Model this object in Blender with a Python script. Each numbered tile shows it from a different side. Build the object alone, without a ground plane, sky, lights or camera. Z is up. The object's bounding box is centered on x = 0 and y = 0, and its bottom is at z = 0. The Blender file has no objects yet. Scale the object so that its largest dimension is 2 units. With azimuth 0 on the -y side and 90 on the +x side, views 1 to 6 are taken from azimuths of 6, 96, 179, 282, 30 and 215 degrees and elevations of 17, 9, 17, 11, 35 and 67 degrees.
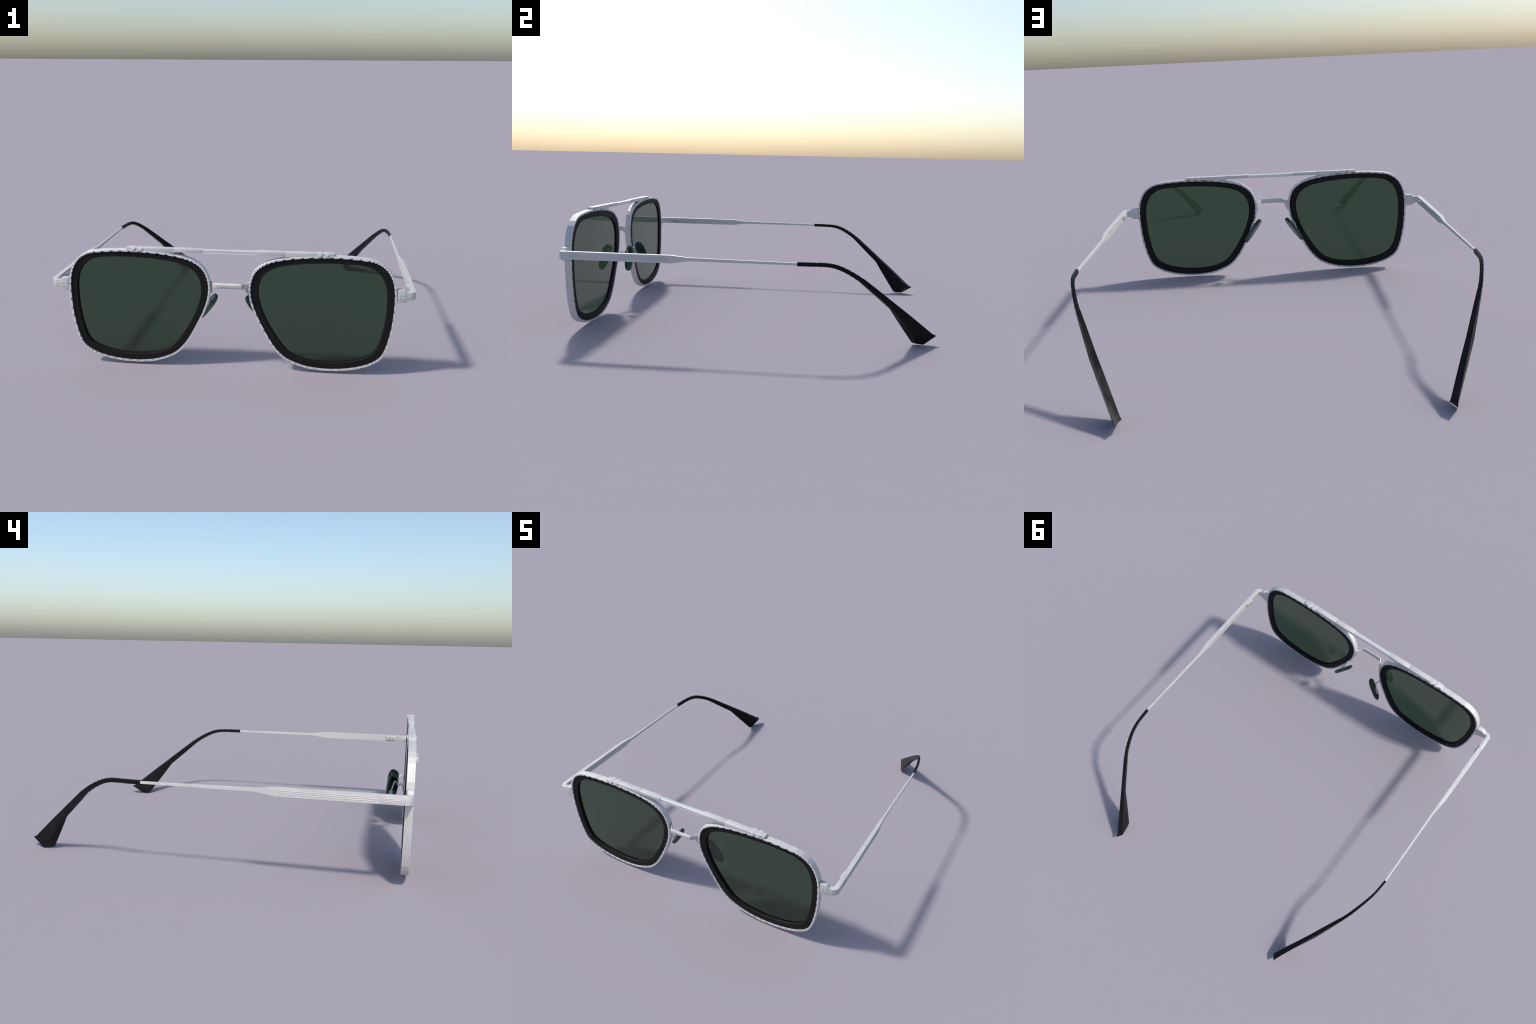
"""Pair of square double-bridge sunglasses: silver metal frame, black liner rings,
dark green glass, folded-open temples with black tips.  Right side is +x; the left
side is its mirror image."""
import bpy
import bmesh
import math
import random
from mathutils import Vector

random.seed(7)

# --------------------------------------------------------------------------
# materials
# --------------------------------------------------------------------------


def new_mat(name):
    m = bpy.data.materials.new(name)
    m.use_nodes = True
    nt = m.node_tree
    return m, nt, nt.nodes["Principled BSDF"]


def silver_material(name, a, b, metal=0.34, rough=0.60):
    m, nt, p = new_mat(name)
    tc = nt.nodes.new("ShaderNodeTexCoord")
    mp = nt.nodes.new("ShaderNodeMapping")
    mp.inputs["Scale"].default_value = (6.0, 6.0, 6.0)
    nz = nt.nodes.new("ShaderNodeTexNoise")
    nz.inputs["Scale"].default_value = 3.0
    nz.inputs["Detail"].default_value = 4.0
    ramp = nt.nodes.new("ShaderNodeValToRGB")
    ramp.color_ramp.elements[0].position = 0.3
    ramp.color_ramp.elements[0].color = (*a, 1)
    ramp.color_ramp.elements[1].position = 0.7
    ramp.color_ramp.elements[1].color = (*b, 1)
    nt.links.new(tc.outputs["Object"], mp.inputs["Vector"])
    nt.links.new(mp.outputs["Vector"], nz.inputs["Vector"])
    nt.links.new(nz.outputs["Fac"], ramp.inputs["Fac"])
    nt.links.new(ramp.outputs["Color"], p.inputs["Base Color"])
    p.inputs["Metallic"].default_value = metal
    p.inputs["Roughness"].default_value = rough
    p.inputs["Specular IOR Level"].default_value = 0.3
    return m


def black_material(name, col, rough, spec, uneven=0.0):
    m, nt, p = new_mat(name)
    tc = nt.nodes.new("ShaderNodeTexCoord")
    nz = nt.nodes.new("ShaderNodeTexNoise")
    nz.inputs["Scale"].default_value = 14.0
    nz.inputs["Detail"].default_value = 3.0
    mr = nt.nodes.new("ShaderNodeMapRange")
    mr.inputs["To Min"].default_value = rough - 0.04
    mr.inputs["To Max"].default_value = rough + 0.04
    nt.links.new(tc.outputs["Object"], nz.inputs["Vector"])
    nt.links.new(nz.outputs["Fac"], mr.inputs["Value"])
    nt.links.new(mr.outputs["Result"], p.inputs["Roughness"])
    p.inputs["Base Color"].default_value = (*col, 1)
    p.inputs["Specular IOR Level"].default_value = spec
    if uneven:
        wide = nt.nodes.new("ShaderNodeTexNoise")
        wide.inputs["Scale"].default_value = 7.0
        wide.inputs["Detail"].default_value = 1.0
        bp = nt.nodes.new("ShaderNodeBump")
        bp.inputs["Strength"].default_value = uneven
        bp.inputs["Distance"].default_value = 0.05
        nt.links.new(tc.outputs["Object"], wide.inputs["Vector"])
        nt.links.new(wide.outputs["Fac"], bp.inputs["Height"])
        nt.links.new(bp.outputs["Normal"], p.inputs["Normal"])
    return m


def glass_material(name, col, ior):
    m, nt, p = new_mat(name)
    p.inputs["Base Color"].default_value = (*col, 1)
    p.inputs["Roughness"].default_value = 0.0
    p.inputs["IOR"].default_value = ior
    p.inputs["Transmission Weight"].default_value = 1.0
    return m


SILVER = silver_material("brushed_silver", (0.54, 0.533, 0.52), (0.60, 0.592, 0.578))
RECESS = silver_material("silver_darkened_for_shade", (0.21, 0.21, 0.225), (0.28, 0.28, 0.295))  # same metal, base colour darkened to paint shade into the bead notches
SHINE = silver_material("burnished_silver", (0.70, 0.70, 0.69), (0.76, 0.76, 0.75), 0.45, 0.34)
BEAD = silver_material("silver_lightened_for_glint", (0.66, 0.652, 0.64), (0.72, 0.712, 0.70))  # base colour raised so the bead lands look brightly lit
LINER = black_material("black_acetate", (0.0112, 0.0110, 0.0116), 0.6, 0.10)
TIPMAT = black_material("black_rubber", (0.0095, 0.0095, 0.0105), 0.32, 0.06, 0.3)
LENSMAT = glass_material("green_lens_glass", (0.055, 0.112, 0.062), 1.5)
PADMAT = glass_material("green_pad_glass", (0.022, 0.068, 0.040), 1.45)

# --------------------------------------------------------------------------
# mesh helpers
# --------------------------------------------------------------------------

ROOT = bpy.data.objects.new("sunglasses", None)
bpy.context.scene.collection.objects.link(ROOT)
ROOT["label"] = "square double bridge sunglasses, silver frame, dark green lenses"
ROOT["category"] = "sunglasses"


def make(name, verts, faces, mat, side=1, angle=30.0, parent=None, bevel=0.0, kind=None, smooth=True, extra=()):
    """Mesh object; side=-1 mirrors it to the left."""
    bm = bmesh.new()
    vs = [bm.verts.new((v[0] * side, v[1], v[2])) for v in verts]
    slot = {k: i + 1 for i, (_, ks) in enumerate(extra) for k in ks}
    for k, f in enumerate(faces):
        try:
            q = bm.faces.new([vs[i] for i in f])
            q.material_index = slot.get(k, 0)
        except ValueError:
            pass
    bmesh.ops.remove_doubles(bm, verts=bm.verts, dist=1e-5)
    bmesh.ops.recalc_face_normals(bm, faces=bm.faces)
    if bevel:
        es = [e for e in bm.edges if len(e.link_faces) == 2 and e.calc_face_angle(0) > math.radians(25)]
        bmesh.ops.bevel(bm, geom=es, offset=bevel, segments=2, profile=0.6, affect="EDGES", clamp_overlap=True)
    me = bpy.data.meshes.new(name)
    bm.to_mesh(me)
    bm.free()
    if smooth:
        me.shade_smooth()
        me.set_sharp_from_angle(angle=math.radians(angle))
    me.materials.append(mat)
    for other, _ in extra:
        me.materials.append(other)
    ob = bpy.data.objects.new(name, me)
    bpy.context.scene.collection.objects.link(ob)
    ob.parent = parent or ROOT
    if kind:
        ob["kind"] = kind
    return ob


def loft(sections, closed=False, caps=True):
    """Skin a list of equal-length vertex rings."""
    verts, faces = [], []
    n = len(sections[0])
    for s in sections:
        verts += list(s)
    m = len(sections)
    for i in range(m if closed else m - 1):
        a, b = i * n, ((i + 1) % m) * n
        for k in range(n):
            k2 = (k + 1) % n
            faces.append((a + k, a + k2, b + k2, b + k))
    if caps and not closed:
        faces.append(tuple(range(n)))
        faces.append(tuple(range((m - 1) * n, m * n)))
    return verts, faces


def box(x0, x1, y0, y1, z0, z1):
    s = [[(x, y0, z0), (x, y1, z0), (x, y1, z1), (x, y0, z1)] for x in (x0, x1)]
    return loft(s)


def merge(parts):
    verts, faces = [], []
    for v, f in parts:
        o = len(verts)
        verts += list(v)
        faces += [tuple(i + o for i in q) for q in f]
    return verts, faces


def tube(points, r, sides=10):
    """Round wire through a polyline, smoothed by Catmull-Rom."""
    P = [Vector(p) for p in points]
    pts = []
    for i in range(len(P) - 1):
        a, b, c, d = P[max(i - 1, 0)], P[i], P[i + 1], P[min(i + 2, len(P) - 1)]
        for k in range(6):
            t = k / 6
            pts.append(0.5 * (2 * b + (c - a) * t + (2 * a - 5 * b + 4 * c - d) * t * t + (3 * b - a - 3 * c + d) * t ** 3))
    pts.append(P[-1])
    ref = Vector((1, 0.2, 0.1)).normalized()
    rings = []
    for i, p in enumerate(pts):
        t = (pts[min(i + 1, len(pts) - 1)] - pts[max(i - 1, 0)]).normalized()
        u = (ref - t * ref.dot(t)).normalized()
        w = t.cross(u)
        ref = u
        rings.append([p + r * (math.cos(2 * math.pi * k / sides) * u + math.sin(2 * math.pi * k / sides) * w) for k in range(sides)])
    return loft(rings)


# --------------------------------------------------------------------------
# eye outline: radius every 10 degrees about the lens centre
# --------------------------------------------------------------------------

CX, CZ = 0.52, 0.34
R_OUT = [0.3395, 0.3470, 0.3615, 0.3770, 0.3830, 0.3702, 0.3410, 0.3198, 0.3078, 0.3030, 0.3062, 0.3178,
         0.3390, 0.3695, 0.4090, 0.4355, 0.4315, 0.4102, 0.3832, 0.3610, 0.3475, 0.3435, 0.3430, 0.3415,
         0.3330, 0.3262, 0.3200, 0.3185, 0.3218, 0.3303, 0.3438, 0.3600, 0.3698, 0.3583, 0.3457, 0.3398]
R_IN = [0.3025, 0.3085, 0.3220, 0.3360, 0.3420, 0.3310, 0.3070, 0.2860, 0.2745, 0.2705, 0.2725, 0.2830,
         0.3010, 0.3285, 0.3650, 0.3905, 0.3880, 0.3680, 0.3440, 0.3250, 0.3110, 0.3040, 0.3040, 0.3050,
         0.2985, 0.2895, 0.2825, 0.2810, 0.2835, 0.2905, 0.3030, 0.3180, 0.3285, 0.3190, 0.3075, 0.3025]


def periodic(R, deg):
    n = len(R)
    q = (deg / 10.0) % n
    i = int(q)
    t = q - i
    a, b, c, d = R[(i - 1) % n], R[i], R[(i + 1) % n], R[(i + 2) % n]
    return 0.5 * (2 * b + (c - a) * t + (2 * a - 5 * b + 4 * c - d) * t * t + (3 * b - a - 3 * c + d) * t ** 3)


def outline(R, steps=720):
    out = []
    for k in range(steps):
        a = 360.0 * k / steps
        r = periodic(R, a)
        out.append((CX + r * math.cos(math.radians(a)), CZ + r * math.sin(math.radians(a))))
    return out


def smooth_loop(P, rounds):
    n = len(P)
    for _ in range(rounds):
        P = [((P[i - 1][0] + 2 * P[i][0] + P[(i + 1) % n][0]) / 4, (P[i - 1][1] + 2 * P[i][1] + P[(i + 1) % n][1]) / 4) for i in range(n)]
    return P


def normals(P, span=1):
    n = len(P)
    out = []
    for i in range(n):
        dx = P[(i + span) % n][0] - P[i - span][0]
        dz = P[(i + span) % n][1] - P[i - span][1]
        l = math.hypot(dx, dz)
        out.append((dz / l, -dx / l))
    return out


def adaptive(P, bend, longest):
    """Resample a dense loop: short steps in the corners, long ones on the straights."""
    n = len(P)
    N = normals(P, 6)
    acc, total = [0.0], 0.0
    for i in range(n):
        j = (i + 1) % n
        ds = math.hypot(P[j][0] - P[i][0], P[j][1] - P[i][1])
        k = math.acos(max(-1, min(1, N[i][0] * N[j][0] + N[i][1] * N[j][1]))) / ds
        total += ds * math.hypot(k / bend, 1 / longest)
        acc.append(total)
    m = 2 * int(round(total / 2))
    out, i = [], 0
    for q in range(m):
        target = (q + 0.35) * total / m
        while acc[i + 1] < target:
            i += 1
        t = (target - acc[i]) / (acc[i + 1] - acc[i])
        a, b = P[i % n], P[(i + 1) % n]
        out.append((a[0] + (b[0] - a[0]) * t, a[1] + (b[1] - a[1]) * t))
    return out


DENSE_OUT = smooth_loop(outline(R_OUT), 16)
DENSE_IN = smooth_loop(outline(R_IN), 16)
LOOP = adaptive(DENSE_OUT, 0.125, 0.052)
LOOP_N = normals(LOOP)
FRONT, BACK = -0.9710, -0.9345


def offset(P, N, d):
    return [(p[0] + n[0] * d, p[1] + n[1] * d) for p, n in zip(P, N)]


def on_polygon(P, deg):
    """Point of a star-shaped polygon in the direction deg from the eye centre."""
    dx, dz = math.cos(math.radians(deg)), math.sin(math.radians(deg))
    for i in range(len(P)):
        ax, az = P[i][0] - CX, P[i][1] - CZ
        bx, bz = P[(i + 1) % len(P)][0] - CX, P[(i + 1) % len(P)][1] - CZ
        ca, cb = dx * az - dz * ax, dx * bz - dz * bx
        if ca <= 0 <= cb and ax * dx + az * dz > 0 and cb > ca:
            t = -ca / (cb - ca)
            return (CX + ax + (bx - ax) * t, CZ + az + (bz - az) * t)
    return P[0]


# --------------------------------------------------------------------------
# front: rims, liners, lenses
# --------------------------------------------------------------------------


def build_rim(side):
    W = 0.0112
    n = len(LOOP)
    verts, faces = [], []
    # outer band with two fine lengthwise grooves, then the back shoulder
    g = 0.0007
    prof = [(W - 0.0012, FRONT + 0.0004), (W, FRONT + 0.0018)]
    for yc in (FRONT + 0.010, FRONT + 0.0235):
        prof += [(W, yc - 0.0016), (W - g, yc - 0.0008), (W - g, yc + 0.0008), (W, yc + 0.0016)]
    prof += [(W, BACK - 0.0015), (W - 0.0015, BACK)]
    m = len(prof)
    rows = [offset(LOOP, LOOP_N, d) for d, _ in prof]
    # the outer band is bent in longer flats than the bead: every second joint lies on a chord
    for row in rows:
        for i in range(1, n, 2):
            a, b = row[i - 1], row[(i + 1) % n]
            row[i] = ((a[0] + b[0]) / 2, (a[1] + b[1]) / 2)
    for i in range(n):
        for k in range(m):
            verts.append((rows[k][i][0], prof[k][1], rows[k][i][1]))
    for i in range(n):
        j = (i + 1) % n
        for k in range(m - 1):
            faces.append((i * m + k, i * m + k + 1, j * m + k + 1, j * m + k))
    # bead notched to draw shading triangles: flat land, small sunk facet, one upright edge
    starts, lands, cuts = [], [], []
    for ring, land, sunk, y_in in ((0, FRONT, FRONT + 0.0060, FRONT + 0.014), (m - 1, BACK, BACK - 0.0022, BACK - 0.009)):
        base = len(verts)
        starts.append(base)
        for i in range(n):
            x, z = LOOP[i]
            x2, z2 = LOOP[(i + 1) % n]
            ox, oz = rows[ring][i]
            t = random.uniform(0.36, 0.55)
            verts.append((x, sunk, z))                                                  # sunk corner
            verts.append((x + (x2 - x) * t, land, z + (z2 - z) * t))                     # where the facet runs out
            verts.append((x + (ox - x) * 0.82, land, z + (oz - z) * 0.82))               # top of the upright edge
            verts.append((x, land, z))                                                   # land of the previous step
            verts.append((x, y_in, z))
        for i in range(n):
            j = (i + 1) % n
            o1, o2 = i * m + ring, j * m + ring
            lo, run, up, ld, wl = (base + 5 * i + k for k in range(5))
            lo2, up2, ld2, wl2 = base + 5 * j, base + 5 * j + 2, base + 5 * j + 3, base + 5 * j + 4
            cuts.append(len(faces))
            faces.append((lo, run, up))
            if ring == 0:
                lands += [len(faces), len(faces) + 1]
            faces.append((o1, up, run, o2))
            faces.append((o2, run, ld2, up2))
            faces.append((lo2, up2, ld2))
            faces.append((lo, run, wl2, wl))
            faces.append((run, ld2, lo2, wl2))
    first, second = (q + 2 for q in starts)
    # inner wall between the two beads
    second = base
    for i in range(n):
        j = (i + 1) % n
        faces.append((first + 5 * i + 2, first + 5 * j + 2, second + 5 * j + 2, second + 5 * i + 2))
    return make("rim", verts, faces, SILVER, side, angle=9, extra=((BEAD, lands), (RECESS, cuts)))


def build_liner(side, lens_front=-0.9525, lens_back=-0.9440):
    steps = 180
    po = [on_polygon(LOOP, i * 360.0 / steps) for i in range(steps)]
    pi_ = [DENSE_IN[i * 4] for i in range(steps)]
    no, ni = normals(po), normals(pi_)
    prof = [("o", -0.0003, FRONT + 0.0068), ("o", -0.0006, FRONT + 0.0064), ("i", 0.0046, FRONT + 0.0060), ("i", 0.0034, FRONT + 0.0070),
            ("i", 0.0000, lens_front), ("i", 0.0000, lens_back), ("i", 0.0012, BACK - 0.0035),
            ("i", 0.0026, BACK - 0.0022), ("o", -0.0020, BACK - 0.0022), ("o", -0.0003, BACK - 0.0036)]
    secs = []
    for k in range(steps):
        sec = []
        for w, d, y in prof:
            p, q = (po[k], no[k]) if w == "o" else (pi_[k], ni[k])
            sec.append((p[0] + q[0] * d, y, p[1] + q[1] * d))
        secs.append(sec)
    v, f = loft(secs, closed=True)
    return make("rim_liner", v, f, LINER, side, angle=28)


def build_lens(side, y0=-0.9523, y1=-0.9442):
    pts = DENSE_IN[::4]
    N = normals(pts)
    pts = offset(pts, N, 0.004)
    n = len(pts)
    verts = [(x, y0, z) for x, z in pts] + [(x, y1, z) for x, z in pts]
    faces = [tuple(range(n)), tuple(range(n, 2 * n))]
    faces += [(i, (i + 1) % n, n + (i + 1) % n, n + i) for i in range(n)]
    return make("lens", verts, faces, LENSMAT, side, angle=30)


# --------------------------------------------------------------------------
# brow bar, collars, nose bridge
# --------------------------------------------------------------------------


def rect(x, y0, y1, z0, z1):
    return [(x, y0, z0), (x, y1, z0), (x, y1, z1), (x, y0, z1)]


def build_brow_bar():
    top = 0.6667
    f, b = -0.9690, -0.9345
    parts = []
    for s in (1, -1):
        secs = [rect(s * 0.1435, f, b, 0.6475, top), rect(s * 0.292, f, b, 0.6470, top)]
        parts.append(loft(secs))
        secs = [rect(s * 0.2921, f, b, 0.6405, top), rect(s * 0.400, f - 0.001, b, 0.6435, top),
                rect(s * 0.5440, f - 0.001, b, 0.6490, top)]
        parts.append(loft(secs))
    v, fc = merge(parts)
    bar = make("brow_bar", v, fc, SILVER, angle=20, bevel=0.0010)
    # slimmer middle: soft rounded lobes with a crease along the front
    prof = [(-0.9655, 0.6640), (-0.9580, 0.6662), (-0.9450, 0.6662), (-0.9375, 0.6635), (-0.9370, 0.6500),
            (-0.9430, 0.6440), (-0.9570, 0.6432), (-0.9660, 0.6460), (-0.9640, 0.6530), (-0.9665, 0.6590)]
    secs = []
    for k in range(13):
        x = -0.1433 + 0.2866 * k / 12
        c = 1 - (x / 0.1433) ** 2
        secs.append([(x, y + 0.0012 * c * (1 if y < -0.95 else -1), z + 0.0008 * c * (1 if z < 0.655 else -1)) for y, z in prof])
    v, fc = loft(secs)
    make("bar_middle", v, fc, SHINE, angle=60, parent=bar)
    for s in (1, -1):
        for x0, x1 in ((0.4572, 0.4800), (0.4955, 0.5166)):
            prof = [(f - 0.0025, 0.6450), (f - 0.0032, 0.6655), (f - 0.0022, top + 0.0006), (b + 0.0068, top + 0.0006),
                    (b + 0.0078, 0.6650), (b + 0.0040, 0.6460)]
            secs = [[(x, y, z) for y, z in prof] for x in (x0, x1)]
            v, fc = loft(secs)
            c = make("collar", v, fc, SILVER, s, angle=20, parent=bar, bevel=0.0008)
            # folded facets under the front lip of the collar
            xm = (x0 + x1) / 2
            v = [(x0, f - 0.0036, 0.6640), (x1, f - 0.0036, 0.6640), (xm + 0.004, f - 0.0075, 0.6550), (x0, f - 0.0030, 0.6450), (x1, f - 0.0030, 0.6450), (xm, f + 0.002, 0.6550)]
            fc = [(0, 1, 2), (0, 2, 3), (1, 4, 2), (3, 2, 4), (0, 5, 1), (0, 3, 5), (1, 5, 4), (3, 4, 5)]
            make("collar_facet", v, fc, SILVER, s, parent=bar, smooth=False)
    return bar


def build_bridge():
    half = []
    # (x, y front, y back, z bottom, z top) from the rim to the bar
    st = [(0.1050, -0.9520, -0.9400, 0.4240, 0.4900), (0.0945, -0.9590, -0.9450, 0.4270, 0.4890),
          (0.0865, -0.9700, -0.9570, 0.4440, 0.4870), (0.0815, -0.9790, -0.9650, 0.4600, 0.4875),
          (0.0690, -1.0000, -0.9890, 0.4655, 0.4945)]
    def sec(x, yf, yb, z0, z1, c=0.006):
        return [(x, yb, z0), (x, yb, z1), (x, yf + c * 0.6, z1), (x, yf, z1 - c), (x, yf, z0 + c), (x, yf + c * 0.6, z0)]
    right = [sec(*s) for s in st]
    mid = [sec(0.034, -1.0, -0.9895, 0.4660, 0.4950, 0.0075), sec(0.0, -1.0, -0.9895, 0.4660, 0.4950, 0.0085), sec(-0.034, -1.0, -0.9895, 0.4660, 0.4950, 0.0075)]
    left = [[(-p[0], p[1], p[2]) for p in s] for s in reversed(right)]
    v, f = loft(right + mid + left)
    br = make("nose_bridge", v, f, SILVER, angle=25, bevel=0.0007)
    parts = []
    for k in range(6):
        x = -0.029 + 0.0125 * k
        w = 0.0030 if k % 2 else 0.0042
        parts.append(box(x - w, x + w, -1.0011, -0.998, 0.4755 + 0.001 * (k % 3), 0.4835))
    v, f = merge(parts)
    make("bridge_engraving", v, f, SILVER, angle=20, parent=br, bevel=0.0006, kind="stuff")
    return br


# --------------------------------------------------------------------------
# endpieces and temples
# --------------------------------------------------------------------------


def dome(cx, y, cz, r, h, rings=4, seg=14):
    """Low rivet head on a front face (bulging towards -y)."""
    secs = []
    for i in range(rings):
        a = math.pi / 2 * i / rings
        secs.append([(cx + r * math.cos(a) * math.cos(2 * math.pi * k / seg), y - h * math.sin(a), cz + r * math.cos(a) * math.sin(2 * math.pi * k / seg)) for k in range(seg)])
    return loft(secs)


def build_endpiece(side):
    secs = []

    def q(o, i, zb, zt):
        return [(o[0], o[1], zb), (i[0], i[1], zb), (i[0], i[1], zt), (o[0], o[1], zt)]
    secs.append(q((0.8740, -0.9695), (0.8740, -0.9350), 0.4140, 0.4850))
    secs.append(q((0.9110, -0.9673), (0.9085, -0.9400), 0.4165, 0.4848))
    secs.append(q((0.9190, -0.9667), (0.9160, -0.9400), 0.4195, 0.4775))
    secs.append(q((0.9275, -0.9660), (0.9240, -0.9400), 0.4275, 0.4705))
    cx, cy = 0.9365, -0.9325
    for k in range(9):
        a = math.radians(90 * k / 8)
        t = k / 8
        secs.append(q((cx + 0.0345 * math.sin(a), cy - 0.0335 * math.cos(a)), (cx + 0.0080 * math.sin(a), cy - 0.0075 * math.cos(a)),
                      0.4305 + 0.002 * t, 0.4710 + 0.0025 * t))
    secs.append(q((0.9705, -0.8300), (0.9445, -0.8300), 0.4325, 0.4735))
    v, f = loft(secs)
    e = make("endpiece", v, f, SILVER, side, angle=22, bevel=0.0009)
    v, f = box(0.8620, 0.8760, -0.9580, -0.9370, 0.4190, 0.4800)
    make("endpiece_stub", v, f, SILVER, side, parent=e)
    for x in (0.8875, 0.9052):
        for z in (0.4405, 0.4572):
            v, f = dome(x, -0.9684 + (x - 0.8875) * 0.055, z, 0.0062, 0.0017)
            make("rivet", v, f, SILVER, side, angle=40, parent=e)
    v, f = ridges([(-0.8390, -0.9020, 0.4578), (-0.8390, -0.9140, 0.4515), (-0.8390, -0.9020, 0.4440)])
    make("decor_line", v, f, SILVER, side, angle=20, parent=e, kind="stuff")
    # hinge knuckles on the inside
    parts = []
    for y0, y1, x in ((-0.8580, -0.8420, 0.9360), (-0.8395, -0.8300, 0.9330), (-0.8285, -0.8190, 0.9330), (-0.8170, -0.8010, 0.9360)):
        parts.append(box(x, 0.9500, y0, y1, 0.4385, 0.4655))
    v, f = merge(parts)
    h = make("hinge", v, f, SILVER, side, parent=e, bevel=0.0022)
    return e


def outer_x(y):
    return 0.9705 + (0.9660 - 0.9705) * (y + 0.83) / (0.83 - 0.374)


def ridges(lines):
    parts = []
    for ya, yb, z in lines:
        w, h = 0.0023, 0.0017
        secs = []
        for y, k in ((ya, 0.2), (ya + (0.006 if yb > ya else -0.006), 1), (yb - (0.008 if yb > ya else -0.008), 1), (yb, 0.1)):
            x = outer_x(y) - 0.0008
            secs.append([(x, y, z - w), (x + (h + 0.0006) * k, y, z - w * 0.4), (x + (h + 0.0006) * k, y, z + w * 0.4), (x, y, z + w)])
        parts.append(loft(secs))
    return merge(parts)


def build_temple(side):
    st = [(-0.8298, 0.9705, 0.9445, 0.4325, 0.4735), (-0.3750, 0.9660, 0.9435, 0.4325, 0.4732),
          (-0.2800, 0.9555, 0.9435, 0.4455, 0.4630), (0.2750, 0.9545, 0.9455, 0.4457, 0.4573)]
    secs = []
    for y, xo, xi, zb, zt in st:
        secs.append([(xo, y, zb), (xi, y, zb), (xi, y, zt), (xo, y, zt)])
    v, f = loft(secs)
    t = make("temple", v, f, SILVER, side, angle=8, bevel=0.0010)
    v, f = ridges([(-0.3870, -0.8020, 0.4603), (-0.3870, -0.8170, 0.4525), (-0.3870, -0.8020, 0.4445)])
    make("decor_line", v, f, SILVER, side, angle=20, parent=t, kind="stuff")
    build_tip(side, t)
    return t


def build_tip(side, parent):
    path = [(0.9500, 0.2640, 0.4518), (0.9420, 0.3550, 0.4515), (0.9330, 0.4020, 0.4505), (0.9250, 0.4350, 0.4462), (0.9160, 0.4670, 0.4370),
            (0.9020, 0.5100, 0.4170), (0.8870, 0.5520, 0.3920), (0.8685, 0.5920, 0.3630), (0.8480, 0.6300, 0.3310)]
    P = [Vector(p) for p in path]

    def at(u):
        i = min(int(u), len(P) - 2)
        t = u - i
        a, b, c, d = P[max(i - 1, 0)], P[i], P[i + 1], P[min(i + 2, len(P) - 1)]
        return 0.5 * (2 * b + (c - a) * t + (2 * a - 5 * b + 4 * c - d) * t * t + (3 * b - a - 3 * c + d) * t ** 3)

    def section(u, hw, hh):
        p = at(u)
        t = (at(min(u + 0.12, 7.99)) - at(max(u - 0.12, 0))).normalized()
        inner = Vector((0, 0, 1)).cross(t).normalized()
        up = t.cross(inner)
        return [p - inner * hw + up * hh, p + inner * hw + up * hh, p + inner * hw - up * hh, p - inner * hw - up * hh]

    secs = [section(0.0, 0.0064, 0.0100), section(1.0, 0.0064, 0.0100)]
    n = 10
    for k in range(n):
        u0, u1 = 1.0 + 6.0 * k / n, 1.0 + 6.0 * (k + 1) / n
        for u, gr in ((u0 + 0.012, 0.90), (u1 - 0.012, 1.06)):
            t = (u - 1) / 6
            secs.append(section(u, (0.0066 + 0.0022 * t) * gr, (0.0098 + 0.0020 * t) * gr))
    crisp = len(secs) + 1
    # outer-top, inner-top, inner-bottom, outer-bottom at the kink, the flare and the cut end
    secs.append([Vector(p) for p in ((0.7850, 0.7690, 0.2352), (0.7665, 0.7565, 0.2352), (0.7790, 0.7372, 0.2087), (0.8010, 0.7520, 0.2100))])
    secs.append([Vector(p) for p in ((0.6760, 0.9745, 0.0600), (0.6530, 0.9520, 0.0625), (0.6820, 0.8690, 0.0090), (0.6935, 0.9160, 0.0070))])
    secs.append([Vector(p) for p in ((0.6680, 0.9995, 0.0470), (0.6435, 0.9640, 0.0510), (0.6765, 0.8890, 0.0008), (0.6895, 0.9310, 0.0))])
    bowed = []
    for i, s in enumerate(secs):
        bowed.append(s)
        if i in (crisp - 2, crisp - 1):
            nx = secs[i + 1]
            for t in (0.3, 0.65):
                q = [a.lerp(b, t) for a, b in zip(s, nx)]
                up = (q[0] + q[1] - q[2] - q[3]).normalized()
                out = (q[0] + q[3] - q[1] - q[2]).normalized()
                g = 0.0010 if i == crisp - 1 else 0.0005
                bowed.append([q[0] + up * g + out * g * 0.6, q[1] + up * g - out * g * 0.6, q[2] - up * g * 0.3 - out * g * 0.6, q[3] - up * g * 0.3 + out * g * 0.6])
    v, f = loft(bowed)
    ob = make("temple_tip", v, f, TIPMAT, side, angle=20, parent=parent)
    return ob


# --------------------------------------------------------------------------
# nose pads
# --------------------------------------------------------------------------


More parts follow.
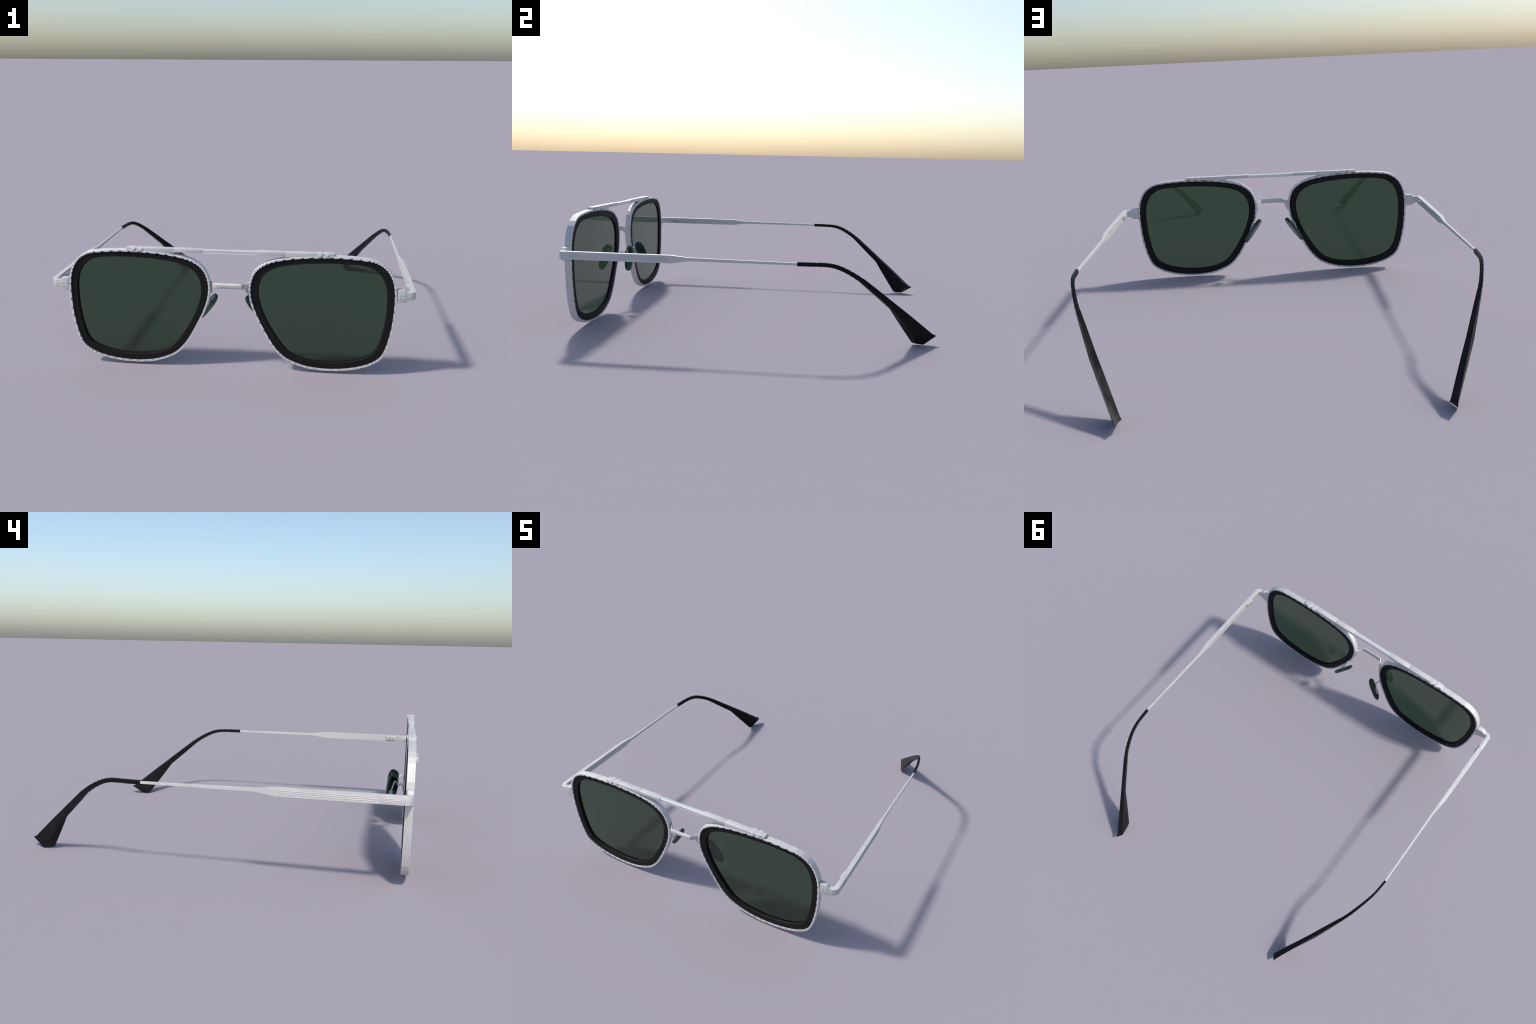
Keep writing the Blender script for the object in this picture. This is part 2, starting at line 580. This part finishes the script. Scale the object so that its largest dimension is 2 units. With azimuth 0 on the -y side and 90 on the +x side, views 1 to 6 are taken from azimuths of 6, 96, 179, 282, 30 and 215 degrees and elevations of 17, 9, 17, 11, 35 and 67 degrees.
def build_pad(side):
    top, bot = Vector((0.0860, -0.8745, 0.3800)), Vector((0.1790, -0.8560, 0.2500))
    ax = (bot - top).normalized()
    w = Vector((0.36, 0.92, 0.13))
    w = (w - ax * w.dot(ax)).normalized()
    nrm = ax.cross(w).normalized()
    L = (bot - top).length
    steps, rim = 40, []
    for k in range(steps):
        a = 2 * math.pi * k / steps
        c, s = math.cos(a), math.sin(a)
        half = L / 2 + 0.008
        u = half * (abs(c) ** 0.72) * (1 if c > 0 else -1)
        wd = (0.0300 - 0.0045 * (u / half)) * (abs(s) ** 0.72) * (1 if s > 0 else -1)
        rim.append((u, wd))
    mid = (top + bot) / 2
    secs = []
    for sc, h in ((0.0, -0.0086), (0.45, -0.0090), (0.80, -0.0100), (0.93, -0.0098), (1.0, -0.0060), (1.0, 0.0060), (0.93, 0.0100), (0.80, 0.0112), (0.45, 0.0122), (0.0, 0.0124)):
        s2 = max(sc, 0.001)
        secs.append([mid + ax * (u * s2) + w * (d * s2) + nrm * h for u, d in rim])
    v, f = loft(secs)
    pad = make("nose_pad", v, f, PADMAT, side, angle=50)
    arm = [(0.1560, -0.9360, 0.2780), (0.1520, -0.9320, 0.3000), (0.1400, -0.9265, 0.3360), (0.1310, -0.9165, 0.3535), (0.1220, -0.9010, 0.3420),
           (0.1240, -0.8880, 0.3600), (0.1300, -0.8800, 0.3640), (0.1390, -0.8730, 0.3420), (0.1500, -0.8640, 0.3150)]
    v, f = tube(arm, 0.0040)
    a = make("pad_arm", v, f, SILVER, side, angle=60)
    c0 = Vector((0.1555, -0.8620, 0.3040))
    d = ax
    secs = []
    for t, s in ((-0.016, 0.5), (-0.010, 1), (0.010, 1), (0.016, 0.6)):
        secs.append([c0 + d * t + w * (s * p) + nrm * q for p, q in ((-0.0085, -0.0035), (0.0085, -0.0035), (0.0085, 0.0035), (-0.0085, 0.0035))])
    v, f = loft(secs)
    make("pad_clip", v, f, SILVER, side, parent=a, bevel=0.0015)
    return pad


for SIDE in (1, -1):
    build_rim(SIDE)
    build_liner(SIDE)
    build_lens(SIDE)
    build_endpiece(SIDE)
    build_temple(SIDE)
    build_pad(SIDE)
build_brow_bar()
build_bridge()
